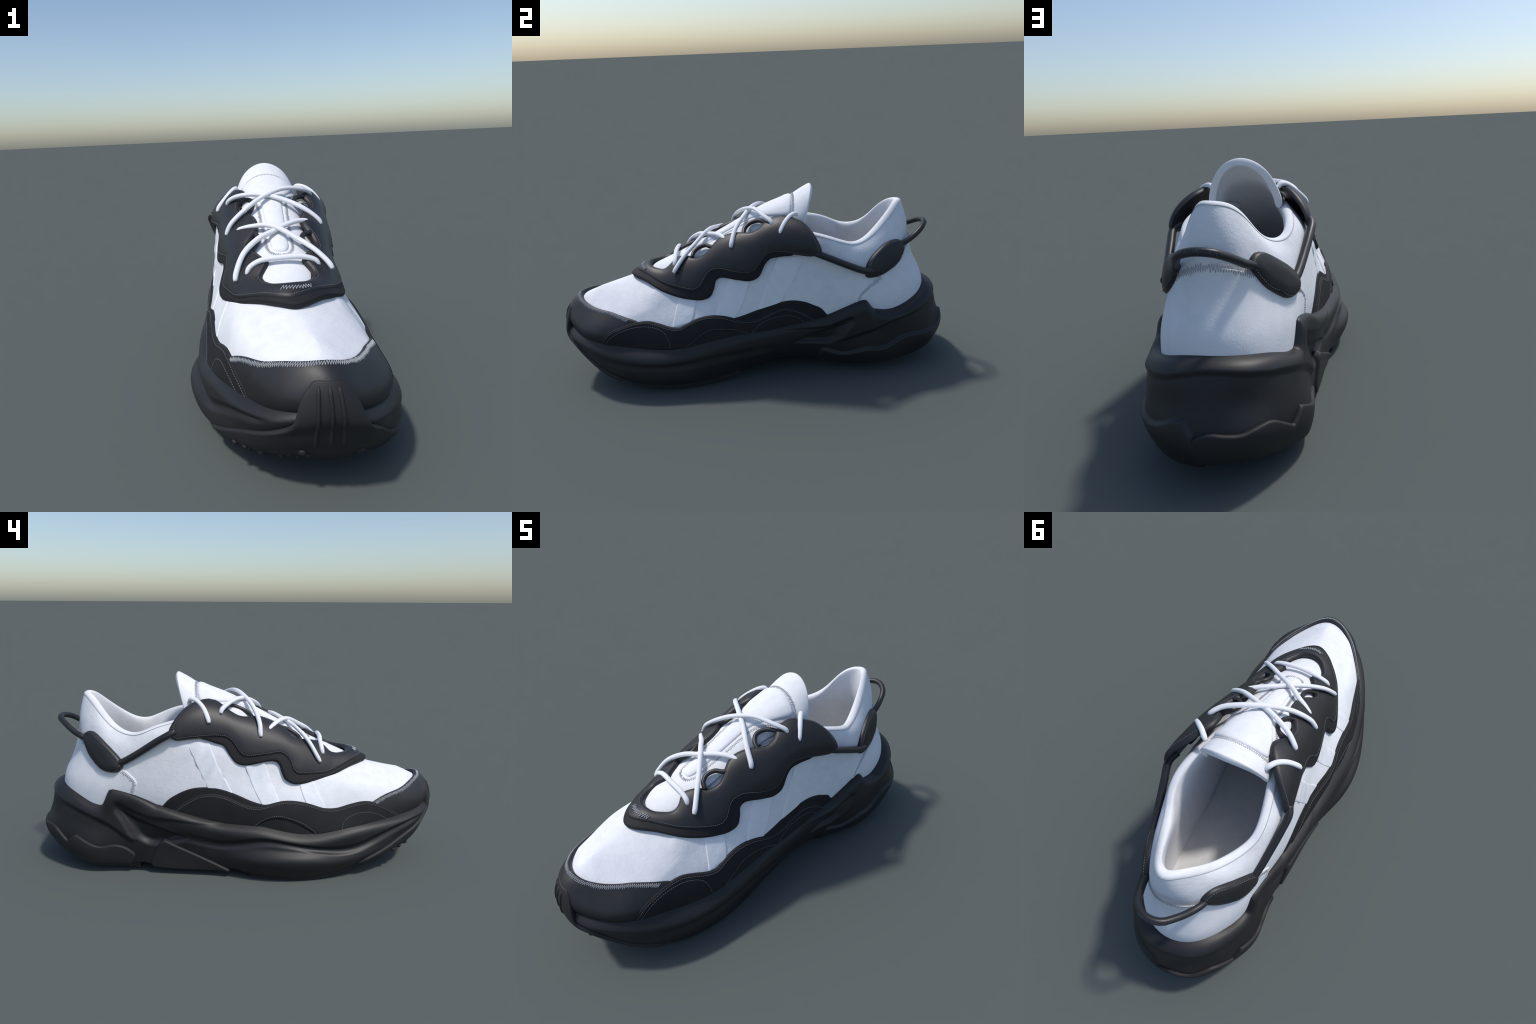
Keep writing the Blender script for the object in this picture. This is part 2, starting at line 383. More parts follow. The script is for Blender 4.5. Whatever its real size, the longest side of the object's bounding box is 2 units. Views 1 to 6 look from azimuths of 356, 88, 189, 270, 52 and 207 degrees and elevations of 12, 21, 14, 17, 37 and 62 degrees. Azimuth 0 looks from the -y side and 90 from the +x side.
# raised and sunken fields of the midsole, drawn in the chart of the sole form: outline, height, softness
HEEL_ROLL = [(8.61,2.85),(8.42,2.31),(8.24,1.68),(8.26,1.59),(8.53,1.71),(8.97,1.88),(9.44,2.05),(9.99,2.46),(10.63,2.59),
    (11.4,2.65),(12.4,2.90),(13.2,2.95),(14.12,2.82),(14.54,2.68),(15.09,2.59),(15.77,2.55),(16.23,2.30),(16.65,1.92),
    (17.05,1.44),(17.27,1.25),(17.37,1.35),(17.18,1.95),(16.98,2.51),(16.75,3.05),(17.28,2.75),(17.72,2.6),(18.2,2.8),(18.8,3.25),(19.3,4.2),(19.3,5.2),(6.4,5.2),(6.5,4.2),(7.0,3.45),(7.5,3.05),(8.01,2.75),(8.42,2.84)]
RECESS_LAT = [(8.61,2.85),(8.42,2.31),(8.24,1.68),(8.0,1.55),(7.7,1.7),(7.3,2.05),(7.72,2.62),(8.01,2.70),(8.42,2.80)]
RECESS_MED = [(16.75,3.05),(16.98,2.51),(17.18,1.95),(17.37,1.41),(17.65,1.1),(18.0,1.2),(18.4,1.65),(18.45,2.0),(18.09,2.25),(17.72,2.42),(17.28,2.68)]
WAVE_LAT = [(7.96,1.29),(8.21,1.08),(8.43,.96),(8.75,1.11),(9.09,1.22),(9.45,1.12),(9.71,1.15),(9.98,1.30),(10.28,1.48),(10.61,1.50),
    (11.06,1.36),(11.52,1.29),(11.78,1.35),(12.05,1.51),(12.30,1.63),(12.51,1.64),(12.58,1.47),(12.68,1.31),(12.76,1.0),(12.8,-.9),(7.9,-.9)]
GROOVE_MED = [(18.0,2.2),(18.9,1.95),(19.42,2.15),(20.27,2.65),(20.87,2.60),(21.49,2.17),(21.95,1.95),(22.49,1.92),(23.08,2.14),(23.92,2.57),(25.0,2.95)]
GROOVE_LAT = [(1.6,2.4),(2.6,2.05),(3.6,1.95),(4.6,2.05),(5.6,2.1),(6.4,1.9),(7.2,1.9)]

def sole_relief(uv, P):
    S = np.array([sole.su, sole.sv]); Q = uv * S; h = np.zeros(len(uv))
    def field(poly, height, soft, weight=None):
        L = smooth_path(np.array(poly) * S, .012, True)
        lo, hi = L.min(0) - .01, L.max(0) + .01
        k = np.where(np.all((Q > lo) & (Q < hi), axis=1))[0]
        k = k[inside(Q[k], L)]
        h[k] += height * sstep(seg_dist(Q[k], L) / soft) * (1 if weight is None else weight(uv[k, 0]))
    def groove(path, depth, width):
        L = smooth_path(np.array(path) * S, .02)
        k = np.where(np.all((Q > L.min(0) - width) & (Q < L.max(0) + width), axis=1))[0]
        d = seg_dist(Q[k], L, False); e = np.minimum(np.linalg.norm(Q[k] - L[0], axis=1), np.linalg.norm(Q[k] - L[-1], axis=1))
        h[k] -= depth * (1 - sstep(d / width)) * sstep(e / .12)
    field(HEEL_ROLL, .013, .020, lambda u: sstep((u - 6.6) / 1.6) * sstep((19.4 - u) / 1.8))
    for y0, y1, y2, side in HOOKS:
        a = hook_rise(P[:, 1], y0, y1, y2) * (P[:, 0] * side > .12)
        h += .012 * a * np.exp(-((uv[:, 1] - 3.5) / .4) ** 2)
    field(RECESS_LAT, -.022, .022)
    field(RECESS_MED, -.026, .026)
    field(WAVE_LAT, .014, .009)
    groove(GROOVE_MED, .012, .034)
    groove(GROOVE_LAT, .006, .045)
    return h

HOOKS = ((.35, .528, .585, 1), (.38, .598, .655, -1))
def hook_rise(y, y0, y1, y2):
    a = np.where(y < y1, np.clip((y - y0) / (y1 - y0), 0, 1) ** 1.1, 1 - sstep((y - y1) / (y2 - y1)))
    a = np.minimum(a, .94) / .94
    return a * (y > y0) * (y < y2)

def sole_warp(P, v):
    """the lip climbs to a hook on both sides of the heel; the lower edge is notched under the arch"""
    Q = P.copy(); x, y, z = P[:, 0], P[:, 1], P[:, 2]
    for (y0, y1, y2, side), amp in zip(HOOKS, (.044, .070)):
        Q[:, 2] += amp * hook_rise(y, y0, y1, y2) * (x * side > .12) * sstep((v - 2.5) / 1.5)
    for yc, w, amp in ((.455, .05, .03), (.015, .05, .022)):
        a = np.exp(-((y - yc) / w) ** 2) * (x < 0)
        Q[:, 2] += amp * a * (1 - sstep(z / .09))
    return Q

def build_upper():
    NU, NV = 26 * 12, 48
    us = np.arange(NU) * 26.0 / NU; vs = np.linspace(0, 4, NV + 1)
    uu, vv = np.meshgrid(us, vs, indexing='ij')
    P = upper.pos(uu.ravel(), vv.ravel())
    V = list(P); F = grid_faces(NU, NV + 1, True)
    top = P.reshape(NU, NV + 1, 3)[:, -1]
    k = 8; nb = 6 * 12            # close the vamp across the ridge as far as station 6
    rows = []
    for i in range(0, nb + 1):
        a = i * (NV + 1) + NV; b = ((NU - i) % NU) * (NV + 1) + NV
        row = [a]
        if i:
            A, B = top[i], top[(NU - i) % NU]; g = np.linalg.norm(A - B)
            for s in range(1, k):
                w = s / k; row.append(len(V)); V.append(A * (1 - w) + B * w + np.array([0, 0, .16 * g * 4 * w * (1 - w) * .5]))
            row.append(b)
        rows.append(row)
    for i in range(1, nb):
        r, q = rows[i], rows[i + 1]
        for s in range(k): F.append((r[s], q[s], q[s + 1], r[s + 1]))
    F.append(tuple(rows[1]) + (rows[0][0],))
    ob = add_mesh('upper', V, F, M_WHITE, root)
    bm = bmesh.new(); bm.from_mesh(ob.data); bm.verts.ensure_lookup_table()
    n0 = NU * (NV + 1)
    sel = []
    for v in bm.verts:
        y = v.co.y
        if v.index >= n0 or ((v.index % (NV + 1)) > NV * (.55 if y < -.5 else .74) and y < -.2): sel.append(v)
    sel = [v for v in sel if not v.is_boundary]
    for _ in range(320): bmesh.ops.smooth_vert(bm, verts=sel, factor=.5, use_axis_x=True, use_axis_y=True, use_axis_z=True)
    bmesh.ops.recalc_face_normals(bm, faces=bm.faces)
    bm.to_mesh(ob.data); bm.free()
    return ob

def build_lining():
    us = np.linspace(6.6, 19.4, 129)
    S = upper.pos(us, np.full(len(us), 4.0)); n = inward(S, .45)
    wall = lambda v, d, z=0: upper.pos(us, np.full(len(us), v)) + inward(upper.pos(us, np.full(len(us), v)), .45) * d
    up = np.array([0, 0, 1.0])
    fl = wall(.4, .083); fl[:, 2] = .262
    G = np.stack([S - up * .004, S + n * .003 + up * .005, S + n * .016 + up * .010, S + n * .030 + up * .006, S + n * .038 - up * .022,
                  .6 * wall(3, .070) + .4 * wall(2, .078), wall(1.2, .082), fl], 1)
    sf = Surf(G, False)
    U = np.linspace(0, len(us) - 1, 400); Vv = np.linspace(0, G.shape[1] - 1, 57)
    uu, vv = np.meshgrid(U, Vv, indexing='ij')
    P = sf.pos(uu.ravel(), vv.ravel())
    return fix_normals(add_mesh('collar_lining', P, grid_faces(400, 57), M_LINING, root))

def build_collar_seam():
    us = np.linspace(7.6, 18.4, 240); S = upper.pos(us, np.full(240, 4.0)) + np.array([0, 0, .0005])
    v, f = tube(S, .0016, 6)
    fix_normals(add_mesh('collar_seam', v, f, M_THREAD, root))

def build_vamp_lining():
    """padded inside of the vamp: an arch that runs from under the tongue down to the insole"""
    G = []
    for y, z, a, d in ((.13,.832,.140,.14),(.02,.778,.172,.21),(-.18,.665,.20,.26),(-.38,.555,.22,.25),(-.54,.44,.22,.17),(-.66,.27,.20,.03)):
        G.append([(a * math.sin(w * 1.5), y, z - d * (1 - math.cos(w * 1.5)) / (1 - math.cos(1.5))) for w in (1, .75, .4, 0, -.4, -.75, -1)])
    sf = Surf(G, False); uu, vv = np.meshgrid(np.linspace(0, 5, 60), np.linspace(0, 6, 50), indexing='ij')
    return fix_normals(add_mesh('vamp_lining', sf.pos(uu.ravel(), vv.ravel()), grid_faces(60, 50), M_LINING, root))

def build_insole():
    us = np.linspace(2.0, 13.0, 90); k = 24
    A = upper.pos(us, np.full(90, .3)); B = upper.pos(26 - us, np.full(90, .3))
    A = A + inward(A, .5) * .035; B = B + inward(B, .5) * .035
    V = []
    for a, b in zip(A, B):
        for s in range(k + 1):
            w = s / k; p = a * (1 - w) + b * w
            p[2] = .245 + .03 * sstep((p[1] - .1) / .5) + .012 * (2 * w - 1) ** 4; V.append(p)
    return fix_normals(add_mesh('insole', V, grid_faces(90, k + 1), M_INSOLE, root))

# tongue: (y, z of crown, half width, drop at the edge)
TONGUE = [(-.555,.536,.07,.02),(-.38,.612,.11,.035),(-.26,.665,.115,.035),(-.14,.725,.12,.045),(-.02,.79,.125,.06),
          (.08,.836,.13,.08),(.17,.872,.135,.12),(.23,.908,.146,.165),(.275,.934,.149,.195),(.298,.945,.148,.205)]
def tongue_surf():
    G = []
    for y, z, a, d in TONGUE:
        row = []; k = sstep((y + .1) / .3)
        for w in (1, .82, .55, .28, 0, -.28, -.55, -.82, -1):
            ph = w * (1.2 + .35 * k)
            back = .055 * sstep((y - .2) / .1) * (1 - math.cos(ph)) / (1 - math.cos(1.2 + .35 * k))
            row.append((a * math.sin(ph) / math.sin(1.2 + .35 * k) + .004, y - back, z - d * (1 - math.cos(ph)) / (1 - math.cos(1.2 + .35 * k))))
        G.append(row)
    return Surf(G, False, su=.11, sv=.035)
tongue = tongue_surf()

def build_tongue():
    NU, NV = 110, 64
    uu, vv = np.meshgrid(np.linspace(0, len(TONGUE) - 1, NU), np.linspace(0, 8, NV), indexing='ij')
    P, N = tongue.frame(uu.ravel(), vv.ravel())
    th = .03
    U = uu.ravel() / (len(TONGUE) - 1); W = np.abs(vv.ravel() - 4) / 4
    e = np.minimum((1 - U) * .95 / th * .75, (1 - W) * .16 / th * 1.3)
    r = np.sqrt(np.clip(1 - (1 - np.clip(e, 0, 1)) ** 2, 0, 1))
    mid = P - N * th * .5
    top = mid + N * (th * .5 * r)[:, None]; bot = mid - N * (th * .5 * r)[:, None]
    n = NU * NV
    F = grid_faces(NU, NV) + [tuple(n + i for i in f[::-1]) for f in grid_faces(NU, NV)]
    ob = add_mesh('tongue', np.vstack([top, bot]), F, M_LINING, root)
    return fix_normals(ob)

LACES = [
 [(-.135,-.405,.572),(-.123,-.40,.596),(-.082,-.396,.619),(0,-.40,.628),(.086,-.397,.624),(.127,-.397,.607),(.137,-.40,.59)],
 [(-.178,-.39,.545),(-.172,-.374,.572),(-.139,-.334,.636),(-.076,-.284,.682),(-.017,-.246,.700),(.053,-.193,.719),(.10,-.163,.724),(.143,-.138,.716),(.151,-.133,.711)],
 [(.188,-.40,.573),(.178,-.388,.592),(.130,-.345,.640),(.07,-.295,.678),(0,-.242,.715),(-.04,-.215,.722),(-.081,-.186,.716),(-.114,-.168,.709),(-.145,-.148,.697),(-.153,-.143,.690)],
 [(-.198,-.108,.670),(-.19,-.105,.69),(-.172,-.103,.72),(-.105,-.08,.776),(-.03,-.04,.818),(.065,.012,.842),(.151,.053,.830),(.189,.087,.809),(.196,.092,.793)],
 [(.203,-.113,.695),(.195,-.108,.713),(.135,-.088,.763),(.042,-.042,.805),(-.048,-.002,.823),(-.138,.044,.814),(-.177,.073,.791),(-.186,.078,.775)],
 [(.240,.122,.76),(.233,.128,.778),(.203,.155,.814),(.171,.183,.832),(.148,.206,.832),(.138,.214,.82)],
 [(-.230,.128,.74),(-.222,.133,.758),(-.185,.157,.80),(-.154,.19,.828),(-.137,.218,.833),(-.128,.228,.82)],
]
def build_laces():
    for L in LACES:
        p = smooth_path(L, .008); n = len(p); s = np.minimum(np.arange(n), n - 1 - np.arange(n))
        r = .0115 * (.7 + .3 * np.minimum(s / 3, 1) ** .7)
        v, f = tube(p, r, 12, flat=.85)
        fix_normals(add_mesh('lace', v, f, M_LACE, root))


# ------------------------------------------------------------------ stitching
def stitch(name, surf, path, mat, parent, h=.0, dash=.0065, gap=.003, r=.0011, closed=False, lift_fn=None):
    """a run of short threads along a path drawn in a chart"""
    S = np.array([surf.su, surf.sv])
    p = smooth_path(np.array(path, float) * S, .002, closed) / S
    X = surf.at(p, h)
    if lift_fn is not None: X = surf.at(p, h + lift_fn(X))
    L = np.concatenate([[0], np.cumsum(np.linalg.norm(np.diff(X, axis=0), axis=1))])
    parts = []; s = 0.0
    while s + dash < L[-1]:
        t = np.linspace(s, s + dash, 4)
        q = np.stack([np.interp(t, L, X[:, k]) for k in range(3)], 1)
        parts.append(tube(q, np.array([.6, 1, 1, .6]) * r, 6)); s += dash + gap
    v, f = join(parts)
    return fix_normals(add_mesh(name, v, f, mat, parent, kind='stuff'))

def zigzag(name, surf, path, mat, parent, h=.0, amp=.008, pitch=.009, r=.0014, jitter=.15, slant=0.0):
    S = np.array([surf.su, surf.sv])
    p = smooth_path(np.array(path, float) * S, .002)
    X = surf.at(p / S, h); L = np.concatenate([[0], np.cumsum(np.linalg.norm(np.diff(X, axis=0), axis=1))])
    n = int(L[-1] / (pitch / 2)); t = np.linspace(0, L[-1], n)
    q = np.stack([np.interp(t, L, p[:, k]) for k in range(2)], 1) / S
    C, nrm = surf.frame(q[:, 0], q[:, 1]); C = C + nrm * h
    d = np.gradient(C, axis=0); d /= np.linalg.norm(d, axis=1)[:, None] + 1e-12
    side = np.cross(nrm, d)
    a = amp * np.where(np.arange(n) % 2, 1, -1) * (1 + jitter * rng.normal(size=n))
    Z = C + side * a[:, None] + d * (slant * a)[:, None]
    parts = []
    for k in range(n - 1):
        c = np.stack([Z[k], .5 * (Z[k] + Z[k + 1]) + nrm[k] * r * .6, Z[k + 1]])
        parts.append(tube(c, r, 5))
    v, f = join(parts)
    return fix_normals(add_mesh(name, v, f, mat, parent, kind='stuff'))

# ------------------------------------------------------------------ overlays on the upper
CAP_EDGE = [(-3.15,.95),(-2.95,1.14),(-2.36,1.68),(-1.6,2.1),(-.9,2.52),(-.34,2.80),(.2,2.9),(.77,2.88),(1.44,2.76),(1.97,2.63),(2.58,2.51),(3.17,2.41),(3.66,2.17),(4.05,1.70)]
MUD_LAT_EDGE = [(2.95,.12),(3.0,.57),(3.2,1.17),(3.48,1.51),(3.77,1.72),(3.95,1.76),(4.23,1.65),(4.52,1.32),(4.71,1.10),(4.84,.99),(4.99,.93),(5.18,1.04),
    (5.36,1.14),(5.53,1.19),(5.79,1.17),(5.98,1.07),(6.17,.89),(6.35,.76),(6.52,.72),(6.68,.77),(6.85,.90),(7.05,1.0),(7.19,.98),(7.36,.85),(7.54,.66),(7.71,.41),(7.90,.10)]
MUD_LAT_UNDER = [(6.0,.95),(6.17,.91),(6.36,.96),(6.59,1.06),(6.91,1.16),(7.08,1.21),(7.30,1.19),(7.54,1.06),(7.73,.88),(7.91,.68),(8.02,.44),(8.14,.10)]
MUD_MED_EDGE = [(24.06,.10),(23.94,.39),(23.70,.71),(23.38,.99),(23.03,1.16),(22.67,1.20),(22.16,1.08),(21.83,.95),(21.59,.92),(21.41,.95),(21.01,1.13),(20.64,1.23),
    (20.39,1.21),(20.15,1.10),(19.96,.99),(19.76,.93),(19.55,.97),(19.3,1.07),(19.06,1.12),(18.85,1.09),(18.63,.97),(18.38,.68),(18.19,.37),(18.05,.05)]
MUD_MED_UNDER = [(20.2,1.1),(20.03,1.06),(19.76,1.11),(19.45,1.23),(19.14,1.32),(18.80,1.30),(18.47,1.16),(18.11,.79),(17.95,.48),(17.83,.10)]

def inset(path, surf, d):
    """move an open chart path sideways by d metres (left of its direction is positive)"""
    S = np.array([surf.su, surf.sv]); p = smooth_path(np.array(path, float) * S, .01) / S
    e = 1e-2
    gu = np.linalg.norm(surf.pos(p[:, 0] + e, p[:, 1]) - surf.pos(p[:, 0] - e, p[:, 1]), axis=1) / (2 * e)
    gv = np.linalg.norm(surf.pos(p[:, 0], p[:, 1] + e) - surf.pos(p[:, 0], p[:, 1] - e), axis=1) / (2 * e)
    t = np.gradient(p, axis=0) * np.stack([gu, gv], 1); t /= np.linalg.norm(t, axis=1)[:, None] + 1e-12
    q = p + d * np.stack([-t[:, 1] / gu, t[:, 0] / gv], 1)
    m = np.array([np.median(gu), np.median(gv)])
    keep = seg_dist(q * m, p * m, False) > abs(d) * .6
    return q[keep]

def corner(*pts): return [p for p in pts for _ in (0, 1)]

def build_overlays():
    cap = panel('toe_cap', upper, CAP_EDGE + corner((4.2,.05)) + [(3,.05),(2,.05),(1,.05),(0,.05),(-1,.05),(-2,.05)] + corner((-3.2,.05)), M_BLACK, root, thick=.009, round_=.010)
    zigzag('toe_cap_stitching', upper, inset(CAP_EDGE, upper, -.014)[5:-6], M_THREAD_W, cap, h=.0098, amp=.0085, pitch=.0078, r=.0010, slant=.3)
    under = panel('mudguard_underlay', upper, MUD_LAT_UNDER + corner((8.15,.03)) + [(7,.03)] + corner((5.0,.03)) + [(5.0,.3),(5.3,.6),(5.7,.8)], M_SUEDE, root, thick=.006, round_=.006)
    mud = panel('mudguard', upper, MUD_LAT_EDGE + corner((7.9,.03)) + corner((6.42,.03),) + [(6.35,.15),(6.11,.32),(5.86,.46),(5.69,.50),(5.52,.45),(5.33,.27),(5.15,.05)] + corner((5.1,.03)) + [(4,.03)] + corner((2.95,.03)), M_SUEDE, root, thick=.012, round_=.010)
    stitch('mudguard_stitching', upper, inset(MUD_LAT_EDGE, upper, -.013), M_THREAD_D, mud, h=.0128)
    for arc in ([(3.14,.15),(3.29,.76),(3.58,1.23),(3.92,1.42),(4.23,1.31),(4.52,1.03),(4.67,.79),(4.75,.45),(4.79,.06)],
                [(5.09,.06),(5.34,.34),(5.52,.53),(5.70,.60),(5.86,.56),(6.11,.42),(6.40,.14)],
                [(6.46,.10),(6.64,.44),(6.85,.60),(7.05,.64),(7.22,.60),(7.36,.49),(7.50,.26),(7.61,.06)]):
        stitch('mudguard_stitching', upper, arc, M_THREAD_D, mud, h=.0128)
    under = panel('mudguard_underlay', upper, MUD_MED_UNDER + corner((17.83,.03)) + [(19,.03)] + corner((21.4,.03)) + [(21.3,.35),(21.0,.6),(20.6,.8)], M_SUEDE, root, thick=.006, round_=.006)
    mud = panel('mudguard', upper, MUD_MED_EDGE + corner((18.05,.03)) + corner((19.9,.03)) + [(19.94,.19),(20.08,.39),(20.26,.50),(20.49,.51),(20.75,.41),(21.01,.25),(21.24,.08)] + corner((21.3,.03)) + [(22.5,.03)] + corner((24.06,.03)), M_SUEDE, root, thick=.012, round_=.010)
    stitch('mudguard_stitching', upper, inset(MUD_MED_EDGE, upper, .013), M_THREAD_D, mud, h=.0128)
    for arc in ([(23.59,.12),(23.31,.43),(22.98,.62),(22.65,.68),(22.32,.61),(22.07,.46),(21.97,.27),(21.94,.06)],
                [(19.81,.10),(20.0,.41),(20.22,.61),(20.40,.65),(20.65,.57),(20.96,.42),(21.18,.22),(21.31,.06)]):
        stitch('mudguard_stitching', upper, arc, M_THREAD_D, mud, h=.0128)

STRIPES = [
 [(18.43,2.9),(18.68,1.90),(18.85,1.2),(19.39,1.1),(19.02,2.30),(18.87,3.05)],
 [(19.57,2.45),(19.78,1.61),(20.0,.95),(20.40,1.1),(20.17,2.0),(20.0,2.65)],
 [(20.83,2.0),(20.95,1.30),(21.06,.95),(21.52,.85),(21.30,1.63),(21.15,2.2)],
 [(7.02,3.05),(6.80,2.01),(6.61,1.05),(7.05,1.15),(7.34,1.98),(7.56,2.9)],
 [(6.10,2.6),(5.94,1.91),(5.76,1.1),(6.16,.85),(6.35,1.55),(6.53,2.5)],
 [(4.94,2.15),(4.88,1.45),(4.83,.95),(5.26,1.0),(5.33,1.43),(5.36,2.0)],
]
SEAM_LAT = [(8.93,.40),(8.93,.88),(9.08,1.18),(9.39,1.55),(9.76,1.85)]
SEAM_MED = [(17.11,.45),(17.20,.92),(17.24,1.26),(17.07,1.58),(16.79,1.89)]
SEAM_TOP = [(10.7,2.28),(11.2,2.34),(11.94,2.39),(12.89,2.45),(13.61,2.42),(14.28,2.34),(14.9,2.25)]
def build_heel_counter():
    o = SEAM_LAT + [(10.2,2.1)] + SEAM_TOP + [(15.6,2.15),(16.3,2.05)] + SEAM_MED[::-1] + corner((17.0,.06)) + [(15,.06),(13,.06),(11,.06)] + corner((9.0,.06))
    hc = panel('heel_counter', upper, o, M_HEEL, root, thick=.004, round_=.005)
    zigzag('heel_stitching', upper, SEAM_TOP, M_THREAD, hc, h=.004, amp=.013, pitch=.008, r=.0008, jitter=.2)
    for q, d in ((SEAM_LAT, -.012), (SEAM_MED, .012)):
        zigzag('heel_stitching', upper, inset(q, upper, d), M_THREAD, hc, h=.0045, amp=.009, pitch=.008, r=.0008, jitter=.2)

def build_stripes():
    for s in STRIPES:
        o = corner(s[0]) + [s[1]] + corner(s[2], s[3]) + [s[4]] + corner(s[5])
        fold = lambda p: -.001 + .0034 * sstep((p[:, 2] - .41) / .06) * np.sin(p[:, 1] * 90 + p[:, 2] * 35) * np.sin(p[:, 2] * 28 + p[:, 1] * 11)
        panel('side_stripe', upper, o, M_TAPE, root, thick=.004, round_=.004, grid=.009, lift_fn=fold)

# ------------------------------------------------------------------ eyestay
EYE_OUT = [(.34,3.05),(.39,2.78),(.50,2.55),(.85,2.09),(1.19,1.72),(1.51,1.44),(2.09,1.07),(2.52,.88),(2.70,.97),(2.80,1.14),(2.89,1.26),(3.07,1.27),(3.45,1.02),(3.79,.84),
    (3.98,.85),(4.17,.98),(4.38,1.12),(4.80,1.06),(5.27,.89),(5.67,.76),(5.86,.81),(5.90,1.0),(5.85,1.36),(5.72,1.78),(5.52,2.07),(5.32,2.19),(4.98,2.34)]
EYE_IN = [(4.69,2.35),(4.50,2.31),(4.32,2.22),(4.13,2.08),(3.93,2.05),(3.75,2.15),(3.56,2.28),(3.40,2.35),(3.26,2.37),(3.11,2.32),(2.99,2.20),(2.89,2.05),
    (2.76,1.93),(2.62,1.92),(2.49,1.98),(2.37,2.16),(2.18,2.33),(2.0,2.41),(1.87,2.31),(1.72,2.16),(1.52,2.12),(1.22,2.32),(.98,2.60),(.90,3.0),
    (1.0,3.30),(1.25,3.53),(1.42,3.63),(1.61,3.67),(1.75,3.56),(1.92,3.42),(2.05,3.38),(2.16,3.48),(2.42,3.66),(2.57,3.80),(2.70,3.80),(2.80,3.66),
    (2.97,3.48),(3.18,3.41),(3.48,3.45),(3.65,3.60),(3.78,3.72),(3.95,3.80),(4.15,3.77),(4.35,3.68),(4.52,3.57),(4.70,3.50)]
EYE_MED = [(4.94,3.52),(5.18,3.64),(5.44,3.83),(5.67,4.14),(5.82,4.51),(5.89,4.85),(5.86,5.11),(5.74,5.22),(5.40,5.08),(4.67,4.81),(4.29,4.73),(4.14,4.80),
    (3.94,5.01),(3.77,5.04),(3.29,4.79),(3.02,4.62),(2.92,4.62),(2.83,4.70),(2.75,4.95),(2.63,5.07),(2.28,4.95),(1.73,4.69),(1.15,4.18),(.70,3.70),(.46,3.40)]
EYE_UNDER = [(.14,3.01),(.26,2.55),(.81,1.86),(1.33,1.33),(1.96,.89),(2.32,.69),(2.66,.54),(2.86,.56),(2.96,.79),(3.01,1.02),(3.11,1.06),(3.53,.80),(3.83,.63),(4.08,.64),
    (4.31,.93),(4.46,1.0),(4.75,.96),(5.2,.92),(5.1,1.3),(4.5,1.5),(3.5,1.5),(2.8,1.6),(2.0,1.7),(1.2,2.05),(.70,2.65),(.64,3.1),(.85,3.6),(1.3,3.95),(2.2,4.3),
    (3,4.25),(4,4.3),(5,4.5),(5.3,4.9),(4.67,4.97),(4.40,4.96),(4.24,5.13),(4.04,5.30),(3.81,5.28),(3.12,4.85),(3.02,4.88),(2.95,5.12),(2.87,5.32),(2.67,5.39),(2.03,5.0),(1.46,4.61),(.85,4.02),(.37,3.5)]
def front_lift(p): return .013 * sstep((-.43 - p[:, 1]) / .12)
def build_eyestay():
    panel('eyestay_underlay', eye, EYE_UNDER, M_SUEDE, root, thick=.010, round_=.008, lift=-.012, base=-.012, lift_fn=front_lift)
    ob = panel('eyestay', eye, EYE_OUT + EYE_IN + EYE_MED, M_BLACK, root, thick=.017, round_=.016, lift=-.012, puff=(.005, .05), base=-.004, lift_fn=front_lift)
    stitch('eyestay_stitching', eye, inset((EYE_MED + EYE_OUT), eye, .013), M_THREAD_D, ob, h=.0052, lift_fn=front_lift)
    stitch('eyestay_stitching', eye, inset(EYE_IN, eye, .012), M_THREAD_D, ob, h=.0048, lift_fn=front_lift)
    zigzag('eyestay_bar_tack', eye, [(.78,2.40),(.66,2.66),(.62,2.94),(.67,3.22)], M_THREAD_W, ob, h=.0225, amp=.010, pitch=.010, r=.0012, slant=.3)
    for L, ends in (([(4.42,2.12),(4.29,2.30),(4.10,2.43),(3.90,2.45),(3.76,2.30),(3.72,2.05)], 0), ([(3.02,2.05),(2.90,2.16),(2.81,2.30),(2.64,2.36),(2.50,2.24),(2.45,2.0)], 0),
                    ([(3.62,3.80),(3.66,3.60),(3.84,3.44),(4.06,3.42),(4.28,3.52),(4.36,3.78)], 0), ([(2.48,3.95),(2.55,3.70),(2.66,3.55),(2.83,3.50),(2.98,3.58),(3.06,3.80)], 0)):
        S = np.array([eye.su, eye.sv]); p = smooth_path(np.array(L) * S, .006) / S
        v, f = tube(eye.at(p, -.006), .0105, 12)
        fix_normals(add_mesh('lace_loop', v, f, M_CORD, root))

